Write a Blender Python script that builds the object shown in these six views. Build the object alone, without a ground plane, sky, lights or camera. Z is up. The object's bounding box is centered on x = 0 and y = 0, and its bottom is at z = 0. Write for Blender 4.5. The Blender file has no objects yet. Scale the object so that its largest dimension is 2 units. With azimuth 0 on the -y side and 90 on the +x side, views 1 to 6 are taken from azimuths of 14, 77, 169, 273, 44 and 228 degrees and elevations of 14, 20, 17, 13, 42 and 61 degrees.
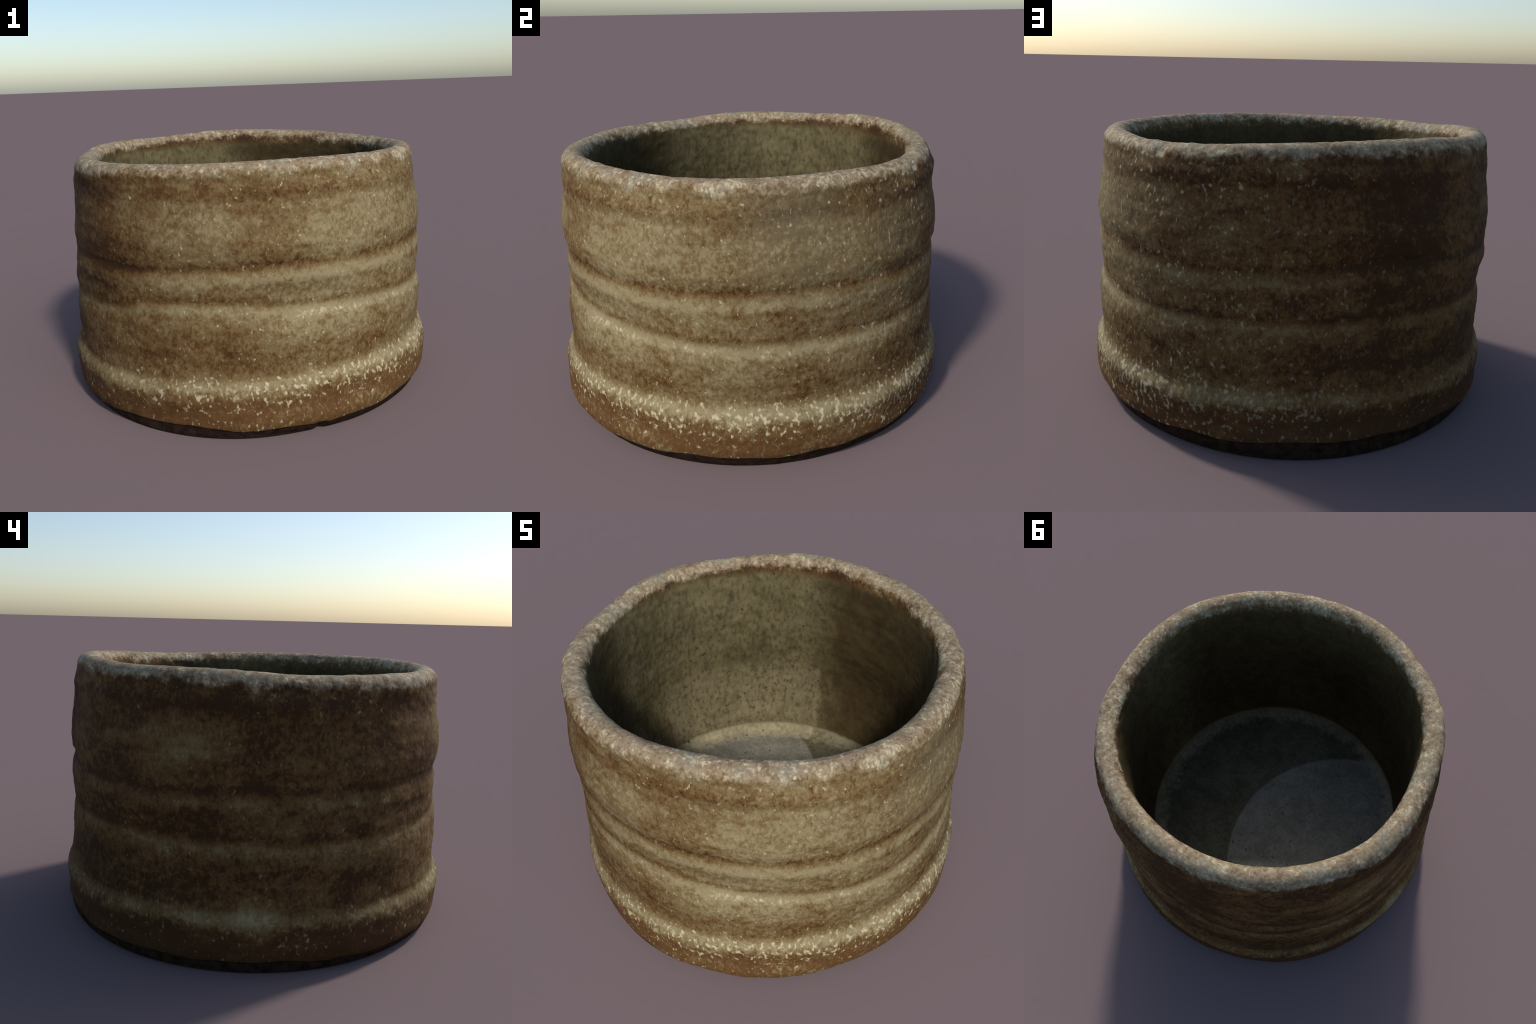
"""Hand-thrown stoneware tea bowl: thick rounded lip, throwing ridges, ash-speckled
brown clay, olive interior with a flat grey floor, dark foot."""
import bpy, math
import numpy as np
from mathutils import noise as mnoise, Vector

# ------------------------------------------------------------------ helpers
SEG = 720                                  # segments round the bowl
TH = np.linspace(0, 2 * math.pi, SEG, endpoint=False)


def smooth(x, a, b):
    t = np.clip((x - a) / (b - a), 0, 1)
    return t * t * (3 - 2 * t)


def around(table):
    """Smooth periodic function of the angle from a few (degrees: value) handles."""
    a = np.array(sorted(table.items()), float)
    t = np.r_[a[-1, 0] - 360, a[:, 0], a[0, 0] + 360]
    v = np.r_[a[-1, 1], a[:, 1], a[0, 1]]
    out = np.interp(np.degrees(TH), t, v)
    k = np.hanning(31); k /= k.sum()
    return np.convolve(np.r_[out[-15:], out, out[:15]], k, 'valid')


def curve(z, zs, vs):
    """Monotone cubic (Hermite) through profile handles."""
    zs = np.asarray(zs, float); vs = np.asarray(vs, float)
    h = np.diff(zs); s = np.diff(vs) / h
    m = np.zeros_like(vs); m[0] = s[0]; m[-1] = s[-1]
    same = s[:-1] * s[1:] > 0
    m[1:-1] = np.where(same, 2 * s[:-1] * s[1:] / np.where(same, s[:-1] + s[1:], 1), 0)
    z = np.clip(z, zs[0], zs[-1])
    i = np.clip(np.searchsorted(zs, z) - 1, 0, len(h) - 1)
    t = (z - zs[i]) / h[i]
    return ((2*t**3 - 3*t**2 + 1) * vs[i] + (t**3 - 2*t**2 + t) * h[i] * m[i]
            + (-2*t**3 + 3*t**2) * vs[i+1] + (t**3 - t**2) * h[i] * m[i+1])


# ------------------------------------------------------------------ the shape
# throwing ridges wander a little in height as they run round the pot
groove_z = around({0: .812, 40: .806, 60: .79, 80: .80, 100: .815, 115: .82, 135: .785, 160: .78,
                   200: .79, 230: .784, 250: .774, 270: .785, 300: .808, 330: .805})
ridge_z = around({0: .553, 30: .542, 65: .556, 100: .557, 150: .55, 180: .539, 210: .543, 240: .55,
                  255: .60, 285: .60, 300: .585, 325: .565})
ledge_z = around({0: .275, 40: .254, 85: .271, 137: .243, 170: .255, 200: .25, 240: .233, 270: .248,
                  300: .27, 330: .275})
foot_z = around({0: .066, 45: .075, 80: .088, 105: .088, 130: .07, 160: .055, 200: .057, 230: .052,
                 260: .06, 300: .05, 330: .066})
LEDGE, RIDGE, GROOVE, TOP = .255, .55, .795, 1.3

# (height, radius) handles of the outer wall
PROFILE = ([0, .015, .04, .08, .13, .17, .20, .225, .25, .27, .29, .32, .36, .42, .47, .505, .54, .565,
            .585, .61, .65, .70, .73, .76, .785, .80, .82, .845, .88, .93, 1.0, 1.08, 1.15, 1.2, 1.32],
           [.955, .962, .970, .981, .987, .991, .991, .987, .977, .965, .958, .955, .955, .956, .9575,
            .9565, .950, .944, .942, .944, .9465, .948, .947, .943, .937, .936, .941, .947, .9505, .948,
            .939, .929, .925, .919, .909])
# out-of-round of the wall (mm), cosine and sine terms at a few heights
ROUND_Z = [0, .07, .16, .27, .42, .6, .79, .95, 1.1, 1.25]
OUT_OF_ROUND = {
    0: ([2, 5, -1, 3, 1, -3, 2, 2, 0, 4], None),
    1: ([2, 12, 1, -4, -1, -3, -1, -5, -8, -11], [3, -2, 0, 6, 1, 1, 4, 2, 3, 7]),
    2: ([-16, -9, 3, 3, 5, 13, 9, 8, 10, 5], [-2, -2, 3, 4, 2, -5, -7, -9, -9, -10]),
    3: ([0, 2, 3, 1, 3, 2, 2, -3, -3, 0], [-1, -2, 1, 1, 0, -3, 0, -3, -4, -5]),
    4: ([4, -4, -1, -3, -2, -4, -6, 0, 0, -3], [-1, 0, -1, 0, -2, -4, -5, -8, -7, -6]),
    5: ([1, 4, 2, -3, 1, -3, 1, -3, -5, -4], [0, 3, -3, -1, -1, -6, 0, 0, -2, -3]),
}
# lip: a rounded roll whose centre line wanders
LIP = .0577


def fourier(c):
    out = np.full(SEG, c[0])
    for k in range(1, (len(c) - 1) // 2 + 1):
        out = out + c[2*k-1] * np.cos(k * TH) + c[2*k] * np.sin(k * TH)
    return out


lip_r = fourier([.8542, -.0125, .0018, .0072, -.0039, .0033, .0010, -.0002, -.0077, -.0014, -.0016,
                 .0011, -.0038, -.0007, .0016, .0013, -.0011])
lip_z = fourier([1.2028, -.0026, .0108, -.0044, -.0096, .0016, -.0025, .0029, .0006, -.0005, .0017,
                 .0013, -.0015, -.0005, .0014, 0, -.0005])


def unwarp(zw):
    """Height in the straight profile -> real height at every angle."""
    def seg(a, b, za, zb):
        return za + (zw - a) / (b - a) * (zb - za)
    if zw < LEDGE:
        return seg(0, LEDGE, 0 * ledge_z, ledge_z)
    if zw < RIDGE:
        return seg(LEDGE, RIDGE, ledge_z, ridge_z)
    if zw < GROOVE:
        return seg(RIDGE, GROOVE, ridge_z, groove_z)
    return seg(GROOVE, TOP, groove_z, 0 * ledge_z + TOP)


# the heel bulges outward on the far side
HEEL = (.017 * np.exp(-((np.degrees(TH) - 176) / 42) ** 4)
        - .012 * np.exp(-((np.degrees(TH) - 300) / 13) ** 2))


def heel(zw):
    return HEEL * (1 - smooth(zw, .07, .16))


def wall_radius(zw):
    r = np.full(SEG, float(curve(np.array(zw), *PROFILE)))
    for k, (c, s) in OUT_OF_ROUND.items():
        r = r + float(curve(np.array(zw), ROUND_Z, c)) * 1e-3 * np.cos(k * TH)
        if s is not None:
            r = r + float(curve(np.array(zw), ROUND_Z, s)) * 1e-3 * np.sin(k * TH)
    return r + heel(zw)


rows = []          # (part, radius[SEG], z[SEG])


def add(part, r, z):
    rows.append((part, np.broadcast_to(np.asarray(r, float), (SEG,)).copy(),
                 np.broadcast_to(np.asarray(z, float), (SEG,)).copy()))


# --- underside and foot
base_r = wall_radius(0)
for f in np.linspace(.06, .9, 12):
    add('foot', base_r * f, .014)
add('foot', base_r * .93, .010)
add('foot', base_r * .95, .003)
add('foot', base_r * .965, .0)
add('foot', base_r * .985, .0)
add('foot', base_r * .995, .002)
foot_z = foot_z + .006 * np.sin(7 * TH + 1) * np.sin(3 * TH) + .004 * np.sin(19 * TH + 2 * np.sin(2 * TH))
foot_w = foot_z / ledge_z * LEDGE
N_FOOT = 16


def wall_at(zw_arr):
    """radius for a per-angle warped height"""
    r = curve(zw_arr, *PROFILE)
    for k, (c, s) in OUT_OF_ROUND.items():
        r = r + curve(zw_arr, ROUND_Z, c) * 1e-3 * np.cos(k * TH)
        if s is not None:
            r = r + curve(zw_arr, ROUND_Z, s) * 1e-3 * np.sin(k * TH)
    return r + heel(zw_arr)


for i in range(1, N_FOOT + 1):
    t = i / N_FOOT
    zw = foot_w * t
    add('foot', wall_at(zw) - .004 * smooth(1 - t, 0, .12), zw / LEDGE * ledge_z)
# --- outer wall up to the lip
for i in range(1, 40):                      # foot line to the ledge
    t = i / 40
    zw = foot_w + (LEDGE - foot_w) * t
    add('wall', wall_at(zw), zw / LEDGE * ledge_z)
for zw in np.arange(LEDGE, 1.12, .0055):
    add('wall', wall_radius(zw), unwarp(zw))
z0 = unwarp(1.12)
N_UP = 24
for i in range(1, N_UP + 1):                # last stretch runs into the roll of the lip
    t = i / N_UP
    z = z0 + (lip_z - z0) * t
    zw = GROOVE + (z - groove_z) / (TOP - groove_z) * (TOP - GROOVE)
    b = smooth(t, 0, 1)
    add('wall' if t < .35 else 'lip', wall_at(zw) * (1 - b) + (lip_r + LIP) * b, z)
# --- lip
for a in np.linspace(0, math.pi, 44)[1:]:
    add('lip', lip_r + LIP * math.cos(a), lip_z + LIP * math.sin(a))
# --- inner wall: (height, distance inside the inner lip line)
INNER = ([.135, .16, .20, .25, .32, .40, .5, .62, .75, .9, 1.05, 1.13, 1.2],
         [.765, .779, .792, .803, .817, .826, .828, .819, .804, .796, .791, .792, .7965])
inner_mean = .7965


def hollow(z, az, zc, saz, sz):
    d = (np.degrees(TH) - az + 180) % 360 - 180
    return np.exp(-(d / saz) ** 2 - ((z - zc) / sz) ** 2)


for t in np.linspace(0, 1, 150)[1:]:
    z = lip_z + (.135 - lip_z) * t
    dev = (lip_r - LIP - inner_mean) * (1 - .7 * smooth(t, 0, 1))
    oval = .011 * np.cos(2 * (TH - math.radians(112))) * smooth(z, .2, .4) * (1 - smooth(z, .6, .9))
    add('lip' if z.mean() > 1.14 else 'interior', curve(z, *INNER) + dev + oval
        + .018 * hollow(z, 332, .70, 32, .24) + .013 * hollow(z, 298, .45, 18, .18)
        + .015 * hollow(z, 97, .52, 17, .2) + .011 * hollow(z, 200, .46, 22, .12)
        - .012 * hollow(z, 265, 1.0, 20, .12) - .011 * hollow(z, 172, .98, 16, .12)
        - .013 * hollow(z, 138, .22, 30, .06) - .009 * hollow(z, 255, .2, 28, .05), z)
# --- floor
edge_r, edge_z = rows[-1][1], rows[-1][2]
for f in np.linspace(1, 0, 70)[1:-1]:
    q = min(1, (1 - f) / .07)
    add('floor', edge_r * f - .012 * (1 - f), edge_z - .010 * (1 - (1 - q) ** 2) + .013 * float(smooth(f, .30, .12)))

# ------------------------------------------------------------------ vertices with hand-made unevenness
R = np.array([r for _, r, _ in rows]); Z = np.array([z for _, _, z in rows])
NR = len(rows)
X = R * np.cos(TH); Y = R * np.sin(TH)
verts = np.stack([X, Y, Z], -1)


def row_normals(v):
    du = np.roll(v, -1, 1) - np.roll(v, 1, 1)
    dv = np.empty_like(v); dv[1:-1] = v[2:] - v[:-2]; dv[0] = v[1] - v[0]; dv[-1] = v[-1] - v[-2]
    n = np.cross(du, dv)
    n /= np.linalg.norm(n, axis=-1, keepdims=True) + 1e-12
    return n


def lattice_noise(p, seed):
    """Value noise with quintic fade, vectorised."""
    rng = np.random.default_rng(seed)
    perm = rng.permutation(4096); val = rng.uniform(-1, 1, 4096)
    i = np.floor(p).astype(int); f = p - i
    f = f * f * f * (f * (f * 6 - 15) + 10)
    out = 0
    for dx in (0, 1):
        for dy in (0, 1):
            for dz in (0, 1):
                h = perm[(i[..., 0] + dx) & 4095]
                h = perm[(h + i[..., 1] + dy) & 4095]
                h = perm[(h + i[..., 2] + dz) & 4095]
                w = ((f[..., 0] if dx else 1 - f[..., 0]) * (f[..., 1] if dy else 1 - f[..., 1])
                     * (f[..., 2] if dz else 1 - f[..., 2]))
                out = out + w * val[h]
    return out


nrm = row_normals(verts)
part_names = [p for p, _, _ in rows]
is_under = np.array([p == 'foot' for p in part_names]) & (Z.mean(1) < .012)
inside = np.array([p in ('interior', 'floor') for p in part_names])
amp = np.where(is_under, 0, 1.0)[:, None] * np.ones((1, SEG))
amp[inside] *= .8
stretch = verts * np.array([1, 1, 1.8])
bump = (.0022 * lattice_noise(stretch * 9 + 7, 1) + .0014 * lattice_noise(stretch * 21 + 3, 2)
        + .0010 * lattice_noise(verts * 47, 3) + .0006 * lattice_noise(verts * 95, 4))
# fine throwing lines
bump += .0012 * lattice_noise(np.stack([X * 1.3, Y * 1.3, Z * 34], -1), 5)
DEG = np.degrees(TH)[None, :] * np.ones((NR, 1))


crest = int(np.argmax(Z.mean(1)))                  # row along the top of the lip
outside = np.arange(NR) <= crest


def spot(az, z, saz, sz):
    d = (DEG - az + 180) % 360 - 180
    m = np.exp(-(d / saz) ** 2 - ((Z - z) / sz) ** 2)
    return m * outside[:, None]


# broad flats and swellings left by the hands
bump += (-.022 * spot(318, .98, 30, .20) - .019 * spot(320, .63, 28, .11) - .015 * spot(178, .97, 20, .15)
         + .014 * spot(84, .63, 15, .10) + .006 * spot(120, .72, 12, .08) + .016 * spot(74, 1.165, 28, .035)
         + .009 * spot(207, .61, 14, .05) - .007 * spot(205, .95, 12, .08) + .008 * spot(150, .71, 13, .05) + .007 * spot(188, .79, 20, .03) + .008 * spot(228, .575, 18, .03)
         + .010 * spot(165, .79, 35, .03)
         + .009 * spot(68, .60, 35, .05) + .010 * spot(245, .61, 25, .03))
# wrinkles pulled into the lip on one side, slack folds down the back
bump += .0035 * lattice_noise(verts * np.array([26, 26, 16]), 8) * spot(217, 1.20, 24, .06)
bump += .0040 * lattice_noise(verts * np.array([22, 22, 7]), 9) * spot(114, .62, 15, .42)
bump += .0030 * lattice_noise(verts * np.array([30, 30, 20]), 10) * spot(44, 1.2, 14, .06)
# a torn fold in the upper groove, a pinch on the lip, a nick in the foot
bump += .006 * spot(111, .835, 2.2, .018) - .006 * spot(108, .815, 4, .010)
bump -= .007 * spot(43, 1.215, 2.0, .03)
bump += .004 * spot(38, 1.235, 3, .02)
verts = verts + nrm * (bump * amp)[..., None]
verts[..., 2] += .014 * np.exp(-((DEG + 56.2 + 180) % 360 - 180) ** 2 / 1.2 ** 2) * (Z < .05) * (R > .88)
verts[..., 2] = np.maximum(verts[..., 2], 0)

# ------------------------------------------------------------------ materials


class Nodes:
    """tiny shader-expression builder"""
    def __init__(self, name):
        self.mat = bpy.data.materials.new(name); self.mat.use_nodes = True
        self.t = self.mat.node_tree; self.t.nodes.clear()
        self.pos = self.new('ShaderNodeTexCoord').outputs['Object']
        s = self.new('ShaderNodeSeparateXYZ'); self.link(self.pos, s.inputs[0])
        self.x, self.y, self.z = s.outputs

    def new(self, kind, **kw):
        n = self.t.nodes.new(kind)
        for k, v in kw.items():
            setattr(n, k, v)
        return n

    def link(self, a, b):
        self.t.links.new(a, b)

    def put(self, v, sock):
        if hasattr(v, 'is_linked'):
            self.link(v, sock)
        else:
            sock.default_value = v

    def m(self, op, a, b=0.0, c=0.0, clamp=False):
        n = self.new('ShaderNodeMath', operation=op, use_clamp=clamp)
        for i, v in enumerate((a, b, c)):
            self.put(v, n.inputs[i])
        return n.outputs[0]

    def step(self, v, a, b, lo=0.0, hi=1.0):
        n = self.new('ShaderNodeMapRange', interpolation_type='SMOOTHSTEP')
        for i, q in enumerate((v, a, b, lo, hi)):
            self.put(q, n.inputs[i])
        return n.outputs[0]

    def band(self, v, centre, half):
        """soft bump of v around centre"""
        d = self.m('ABSOLUTE', self.m('SUBTRACT', v, centre))
        return self.step(d, half, 0.0)

    def noise(self, scale, detail=2.0, rough=.5, stretch=(1, 1, 1), shift=0.0, kind='noise', dist=0.0):
        mp = self.new('ShaderNodeMapping'); self.link(self.pos, mp.inputs['Vector'])
        mp.inputs['Scale'].default_value = stretch
        mp.inputs['Location'].default_value = (shift, shift * .7, -shift * .3)
        if kind == 'noise':
            n = self.new('ShaderNodeTexNoise'); n.inputs['Detail'].default_value = detail
            n.inputs['Roughness'].default_value = rough; n.inputs['Distortion'].default_value = dist
            self.link(mp.outputs[0], n.inputs['Vector']); n.inputs['Scale'].default_value = scale
            return n.outputs['Fac']
        n = self.new('ShaderNodeTexVoronoi', feature='F1'); n.inputs['Scale'].default_value = scale
        self.link(mp.outputs[0], n.inputs['Vector'])
        return n.outputs['Distance']

    def mix(self, f, a, b):
        n = self.new('ShaderNodeMix', data_type='RGBA')
        self.put(f, n.inputs['Factor'])
        for v, s in ((a, n.inputs['A']), (b, n.inputs['B'])):
            self.put(v if hasattr(v, 'is_linked') else (*v, 1), s)
        return n.outputs['Result']

    def angle_bump(self, deg, sharp):
        """1 facing the given angle, falling off round the pot"""
        th = self.m('ARCTAN2', self.y, self.x)
        c = self.m('COSINE', self.m('SUBTRACT', th, math.radians(deg)))
        return self.m('POWER', self.m('MULTIPLY_ADD', c, .5, .5), sharp)

    def blob(self, p, s):
        """soft ball of influence at p with half-size s"""
        mp = self.new('ShaderNodeVectorMath', operation='DISTANCE')
        self.link(self.pos, mp.inputs[0]); mp.inputs[1].default_value = p
        return self.step(mp.outputs['Value'], s, 0.0)

    def add(self, *vs):
        o = vs[0]
        for v in vs[1:]:
            o = self.m('ADD', o, v)
        return o

    def finish(self, col, rough, height=None, strength=.3, dist=.004, spec=.3):
        b = self.new('ShaderNodeBsdfPrincipled')
        self.put(col, b.inputs['Base Color']); self.put(rough, b.inputs['Roughness'])
        b.inputs['Specular IOR Level'].default_value = spec
        if height is not None:
            n = self.new('ShaderNodeBump'); n.inputs['Strength'].default_value = strength
            n.inputs['Distance'].default_value = dist
            self.link(height, n.inputs['Height']); self.link(n.outputs[0], b.inputs['Normal'])
        o = self.new('ShaderNodeOutputMaterial'); self.link(b.outputs[0], o.inputs[0])
        return self.mat


DARK_CLAY = (.044, .020, .007)
CLAY = (.110, .058, .019)
TAN = (.166, .113, .049)
ASH = (.256, .206, .109)
CREAM = (.54, .465, .295)
REDDISH = (.115, .055, .019)
GREY_GREEN = (.150, .140, .088)
LIP_TONE = (.275, .208, .128)


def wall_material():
    """Brown clay speckled with pale wood ash; paler on one side, on the
    shoulders of the throwing ridges and on the lip; darker on the back and in the grooves."""
    n = Nodes('ash_speckled_stoneware')
    sub = lambda v: n.m('SUBTRACT', v, .5)
    mul = lambda a, b: n.m('MULTIPLY', a, b)
    big = sub(n.noise(2.3, 3, .55, shift=3))
    patch = sub(n.noise(6.5, 3, .55, shift=17, stretch=(1, 1, 1.9)))
    mid = sub(n.noise(17, 3, .6, shift=9, stretch=(1, 1, 1.4)))
    grain = sub(n.noise(50, 2, .6, stretch=(1, 1, .8), dist=.6))
    fine = sub(n.noise(105, 2, .6, shift=5, stretch=(1, 1, .8)))
    th = n.m('ARCTAN2', n.y, n.x)
    turn = n.m('FRACT', n.m('ADD', n.m('DIVIDE', th, 2 * math.pi), 1.0))
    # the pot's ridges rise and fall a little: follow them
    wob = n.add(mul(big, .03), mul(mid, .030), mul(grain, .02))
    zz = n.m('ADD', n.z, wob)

    def round_the_pot(*stops):
        r = n.new('ShaderNodeValToRGB'); r.color_ramp.interpolation = 'EASE'
        e = r.color_ramp.elements
        pts = [(0, stops[0][1])] + [(d / 360, v) for d, v in stops[1:]] + [(1, stops[0][1])]
        while len(e) < len(pts):
            e.new(.5)
        for q, (p, v) in zip(e, pts):
            q.position = p; q.color = (v, v, v, 1)
        n.link(n.m('ADD', turn, mul(big, .05)), r.inputs[0])
        return r.outputs[0]

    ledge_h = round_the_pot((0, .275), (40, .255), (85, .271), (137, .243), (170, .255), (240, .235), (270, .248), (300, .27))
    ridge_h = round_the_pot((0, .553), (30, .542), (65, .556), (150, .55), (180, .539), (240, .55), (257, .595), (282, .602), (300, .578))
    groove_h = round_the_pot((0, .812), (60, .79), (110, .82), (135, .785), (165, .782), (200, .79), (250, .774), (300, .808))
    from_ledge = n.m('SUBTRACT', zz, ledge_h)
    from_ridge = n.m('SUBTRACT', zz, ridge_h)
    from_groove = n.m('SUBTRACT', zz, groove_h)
    side = round_the_pot((0, .50), (35, .35), (62, .22), (92, .13), (103, .04), (140, .10), (190, .15),  # overall tone: palest on one side, darkest opposite
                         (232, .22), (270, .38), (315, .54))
    weight = n.m('MULTIPLY_ADD', side, .75, .30)        # bands show most on the paler side
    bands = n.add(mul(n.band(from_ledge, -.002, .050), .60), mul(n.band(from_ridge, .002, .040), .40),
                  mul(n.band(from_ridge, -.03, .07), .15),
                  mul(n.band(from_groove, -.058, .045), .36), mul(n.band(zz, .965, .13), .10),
                  mul(n.band(from_groove, .004, .032), -.36), mul(n.band(from_ridge, .050, .030), -.20),  # darker in the grooves, paler on the ridge shoulders
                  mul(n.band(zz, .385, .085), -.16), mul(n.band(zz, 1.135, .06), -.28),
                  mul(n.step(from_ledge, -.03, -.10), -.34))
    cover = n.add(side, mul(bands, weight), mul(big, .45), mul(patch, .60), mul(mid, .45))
    blob = lambda deg, z, size, v: mul(n.blob((.95 * math.cos(math.radians(deg)),
                                              .95 * math.sin(math.radians(deg)), z), size), v)
    cover = n.add(cover, blob(183, .232, .17, .38), blob(166, .97, .26, .16), blob(271, 1.0, .26, .14),
                  blob(307, .55, .30, .16), blob(240, .84, .30, -.18), blob(260, .39, .30, -.12),
                  blob(108, .90, .36, -.12), blob(341, .40, .18, .12), blob(3, .36, .22, -.14))
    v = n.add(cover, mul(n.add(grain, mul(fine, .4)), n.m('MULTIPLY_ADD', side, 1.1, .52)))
    col = n.mix(n.step(v, -.05, .25), DARK_CLAY, CLAY)
    col = n.mix(n.step(v, .20, .50), col, TAN)
    col = n.mix(n.step(v, .45, .85), col, ASH)
    col = n.mix(n.step(v, .90, 1.35), col, CREAM)
    # warmer iron-red clay low down and in patches under the lip
    red = n.add(mul(n.step(from_ledge, -.01, -.09), .7), blob(270, 1.14, .30, .6), blob(225, .9, .4, .3))
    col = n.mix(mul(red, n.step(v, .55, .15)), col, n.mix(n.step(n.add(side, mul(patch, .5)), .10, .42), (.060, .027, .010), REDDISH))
    grey = n.add(blob(1, 1.05, .36, .5), blob(30, 1.0, .3, .2))
    col = n.mix(mul(grey, n.step(v, .75, .3)), col, GREY_GREEN)
    # lip: worn pale roll, blotchy
    lip_height = round_the_pot((0, .012), (40, .002), (80, .027), (110, .037), (140, .022), (200, 0), (260, .003), (300, .012))
    lip_edge = n.add(n.m('SUBTRACT', n.z, lip_height), mul(mid, .05), mul(grain, .03))
    lip_edge = n.add(lip_edge, mul(patch, .09))
    lipm = n.step(lip_edge, 1.188, 1.232)
    lv = n.add(mul(mid, 1.1), mul(grain, 1.3), mul(fine, .5), mul(patch, .6))
    lipc = n.mix(n.step(lv, -.35, .05), (.17, .118, .070), LIP_TONE)
    lipc = n.mix(mul(n.step(lv, .02, .45), .85), lipc, CREAM)
    lipc = n.mix(mul(n.step(patch, .02, .16), .45), lipc, (.17, .165, .130))
    col = n.mix(lipm, col, lipc)
    # inside of the lip runs into the darker interior colour
    rad = n.m('SQRT', n.add(mul(n.x, n.x), mul(n.y, n.y)))
    inner = mul(n.step(rad, .86, .815), n.step(n.add(n.z, mul(mid, .07), mul(grain, .05)), 1.23, 1.17))
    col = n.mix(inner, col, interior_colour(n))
    # cream flecks: crowded on the ledge, thinning below it, sparse elsewhere
    dots = sub(n.noise(54, 1.2, .5, shift=21, stretch=(1, 1, .75)))
    low = mul(n.step(from_ledge, -.165, -.015), n.step(from_ledge, .06, .0))
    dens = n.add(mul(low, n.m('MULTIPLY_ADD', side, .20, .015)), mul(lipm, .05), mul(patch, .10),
                 mul(n.step(from_ledge, .03, .08), n.m('MULTIPLY_ADD', lipm, .03, -.03)),
                 round_the_pot((0, .0), (14, .015), (32, .06), (60, .07), (90, .05), (102, 0), (300, 0)))
    fleck = n.step(n.m('ADD', dots, dens), .13, .30)
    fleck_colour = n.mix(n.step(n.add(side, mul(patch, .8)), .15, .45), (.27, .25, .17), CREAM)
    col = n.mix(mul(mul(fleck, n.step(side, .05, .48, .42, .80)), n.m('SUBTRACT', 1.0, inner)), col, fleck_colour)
    return n.finish(col, .75, n.add(grain, mul(fine, .6)), .30, .004, spec=.12)


def interior_colour(n):
    sub = lambda v: n.m('SUBTRACT', v, .5)
    mul = lambda a, b: n.m('MULTIPLY', a, b)
    big = sub(n.noise(2.4, 3, .55, shift=13))
    mid = sub(n.noise(15, 4, .6, shift=4, stretch=(1, 1, .8)))
    grain = sub(n.noise(48, 3, .6, shift=31, stretch=(1, 1, .6)))
    pit = n.noise(30, 2, .6, shift=8)
    v = n.add(mul(big, .8), mul(mid, .8), mul(grain, .8))
    col = n.mix(n.step(v, -.35, .35), (.078, .062, .026), (.168, .138, .068))
    th = n.m('ARCTAN2', n.y, n.x)
    deg = n.m('DEGREES', th)
    wall = n.step(n.z, .165, .20)
    # brown on one side, meeting the olive in a fairly clean line
    brown_and_shade = mul(n.step(n.add(deg, mul(mid, 10)), 122, 98), n.step(n.add(deg, mul(big, 30)), -10, 45))
    brown_and_shade = n.m('MAXIMUM', brown_and_shade, mul(mul(n.step(n.add(deg, mul(mid, 14)), -163, -150), n.step(deg, 20, -20)), .85))  # second brown sector, with the inner wall's baked shade put into the colour
    col = n.mix(mul(brown_and_shade, .9), col, n.mix(n.step(v, -.3, .3), (.027, .015, .005), (.060, .038, .013)))
    # paler scan texture patch copied low on the wall, square at its seam
    pale = mul(mul(n.step(deg, 109.5, 112), n.step(n.add(n.z, mul(mid, .04)), .62, .57)), .55)
    col = n.mix(pale, col, n.mix(n.step(v, -.35, .35), (.125, .103, .055), (.25, .208, .12)))
    # speckled grey shoulder under the lip
    col = n.mix(mul(n.step(grain, -.02, -.16), .5), col, (.060, .050, .030))
    # floor: grey with a pale rim and lighter patch copying a scan texture seam
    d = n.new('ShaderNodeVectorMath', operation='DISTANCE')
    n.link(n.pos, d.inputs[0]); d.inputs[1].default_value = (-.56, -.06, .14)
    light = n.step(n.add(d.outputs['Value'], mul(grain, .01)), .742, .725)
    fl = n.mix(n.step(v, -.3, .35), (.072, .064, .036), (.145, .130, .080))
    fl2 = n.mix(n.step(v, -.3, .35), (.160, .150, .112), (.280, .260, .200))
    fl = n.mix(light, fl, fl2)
    rad = n.m('SQRT', n.add(mul(n.x, n.x), mul(n.y, n.y)))
    rim = n.mix(n.step(v, -.35, .3), (.20, .165, .095), (.40, .345, .21))
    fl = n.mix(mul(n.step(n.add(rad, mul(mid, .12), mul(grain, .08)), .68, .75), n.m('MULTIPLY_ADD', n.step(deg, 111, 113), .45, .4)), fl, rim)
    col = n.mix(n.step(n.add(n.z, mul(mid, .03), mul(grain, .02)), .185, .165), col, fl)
    col = n.mix(mul(n.step(pit, .34, .26), .8), col, (.045, .034, .018))
    return col


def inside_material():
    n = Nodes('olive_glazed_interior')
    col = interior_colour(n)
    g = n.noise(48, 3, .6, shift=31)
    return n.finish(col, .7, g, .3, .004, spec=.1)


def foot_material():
    n = Nodes('dark_foot_clay')  # near-black brown over the whole foot and underside
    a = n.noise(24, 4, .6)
    return n.finish(n.mix(n.step(a, .3, .7), (.012, .008, .006), (.034, .020, .013)), .95, a, .5, .004, spec=.05)


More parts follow.
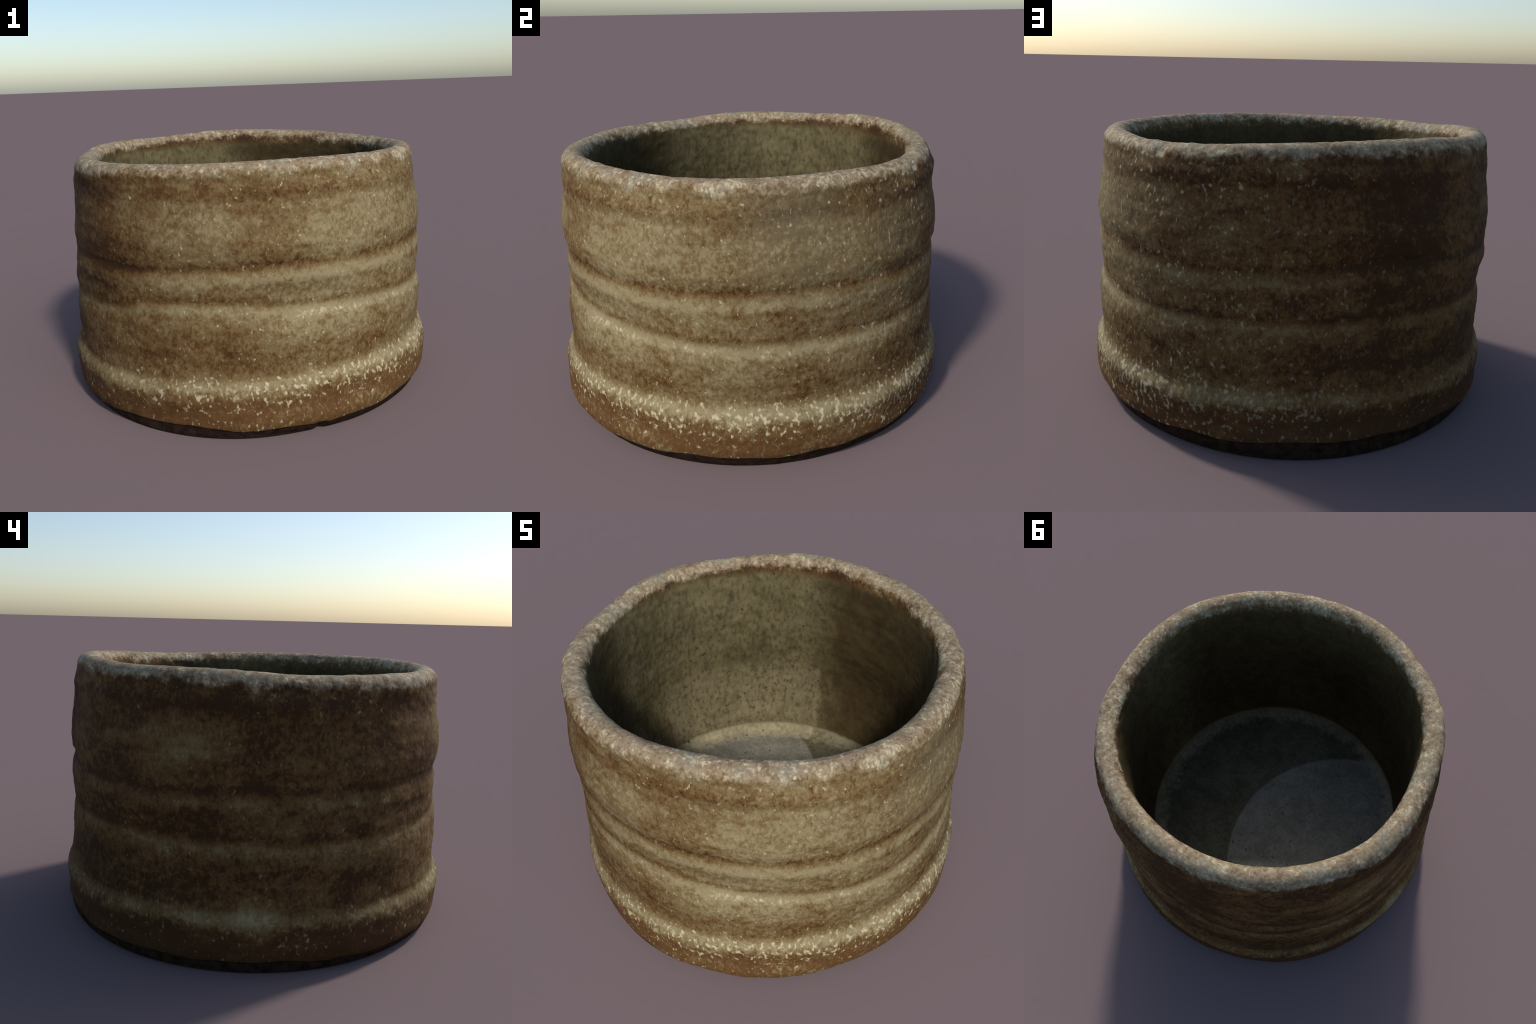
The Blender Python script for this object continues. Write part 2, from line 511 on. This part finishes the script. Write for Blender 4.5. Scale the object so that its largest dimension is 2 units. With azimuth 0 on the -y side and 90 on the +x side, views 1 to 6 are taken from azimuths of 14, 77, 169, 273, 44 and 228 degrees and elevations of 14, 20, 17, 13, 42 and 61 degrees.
WALL = wall_material(); INSIDE = inside_material(); FOOT = foot_material()
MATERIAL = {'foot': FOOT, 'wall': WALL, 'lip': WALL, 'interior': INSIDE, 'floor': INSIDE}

# ------------------------------------------------------------------ one skin, split by region
flat = verts.reshape(-1, 3)
bottom = np.array([[0, 0, verts[0, :, 2].mean()]]); centre = np.array([[0, 0, verts[-1, :, 2].mean()]])
flat = np.vstack([flat, bottom, centre])
IB, IC = len(flat) - 2, len(flat) - 1
faces, region = [], []
j = np.arange(SEG); j2 = (j + 1) % SEG
for i in range(NR - 1):
    faces += np.stack([i*SEG + j, i*SEG + j2, (i+1)*SEG + j2, (i+1)*SEG + j], -1).tolist()
    region += [part_names[i + 1]] * SEG
for a in range(SEG):
    faces.append([IB, int(j2[a]), a]); region.append('foot')
    faces.append([IC, (NR-1)*SEG + a, (NR-1)*SEG + int(j2[a])]); region.append('floor')
region = np.array(region)

whole = bpy.data.meshes.new('whole')
whole.from_pydata(flat.tolist(), [], faces); whole.update()
vn = np.empty(len(flat) * 3); whole.vertex_normals.foreach_get('vector', vn); vn = vn.reshape(-1, 3)
bpy.data.meshes.remove(whole)

bowl = bpy.data.objects.new('tea_bowl', None)
bpy.context.scene.collection.objects.link(bowl)
bowl['label'] = 'thick hand-thrown stoneware tea bowl with speckled brown ash glaze'
bowl['category'] = 'tea bowl'
for name in ('foot', 'wall', 'lip', 'interior', 'floor'):
    idx = np.nonzero(region == name)[0]
    fs = [faces[q] for q in idx]
    used = np.unique(np.concatenate([np.asarray(f) for f in fs]))
    remap = np.full(len(flat), -1); remap[used] = np.arange(len(used))
    me = bpy.data.meshes.new(name)
    me.from_pydata(flat[used].tolist(), [], [[int(remap[q]) for q in f] for f in fs])
    me.update()
    me.polygons.foreach_set('use_smooth', np.ones(len(fs), bool))
    me.normals_split_custom_set_from_vertices(vn[used].tolist())
    me.materials.append(MATERIAL[name])
    ob = bpy.data.objects.new(name, me)
    bpy.context.scene.collection.objects.link(ob)
    ob.parent = bowl
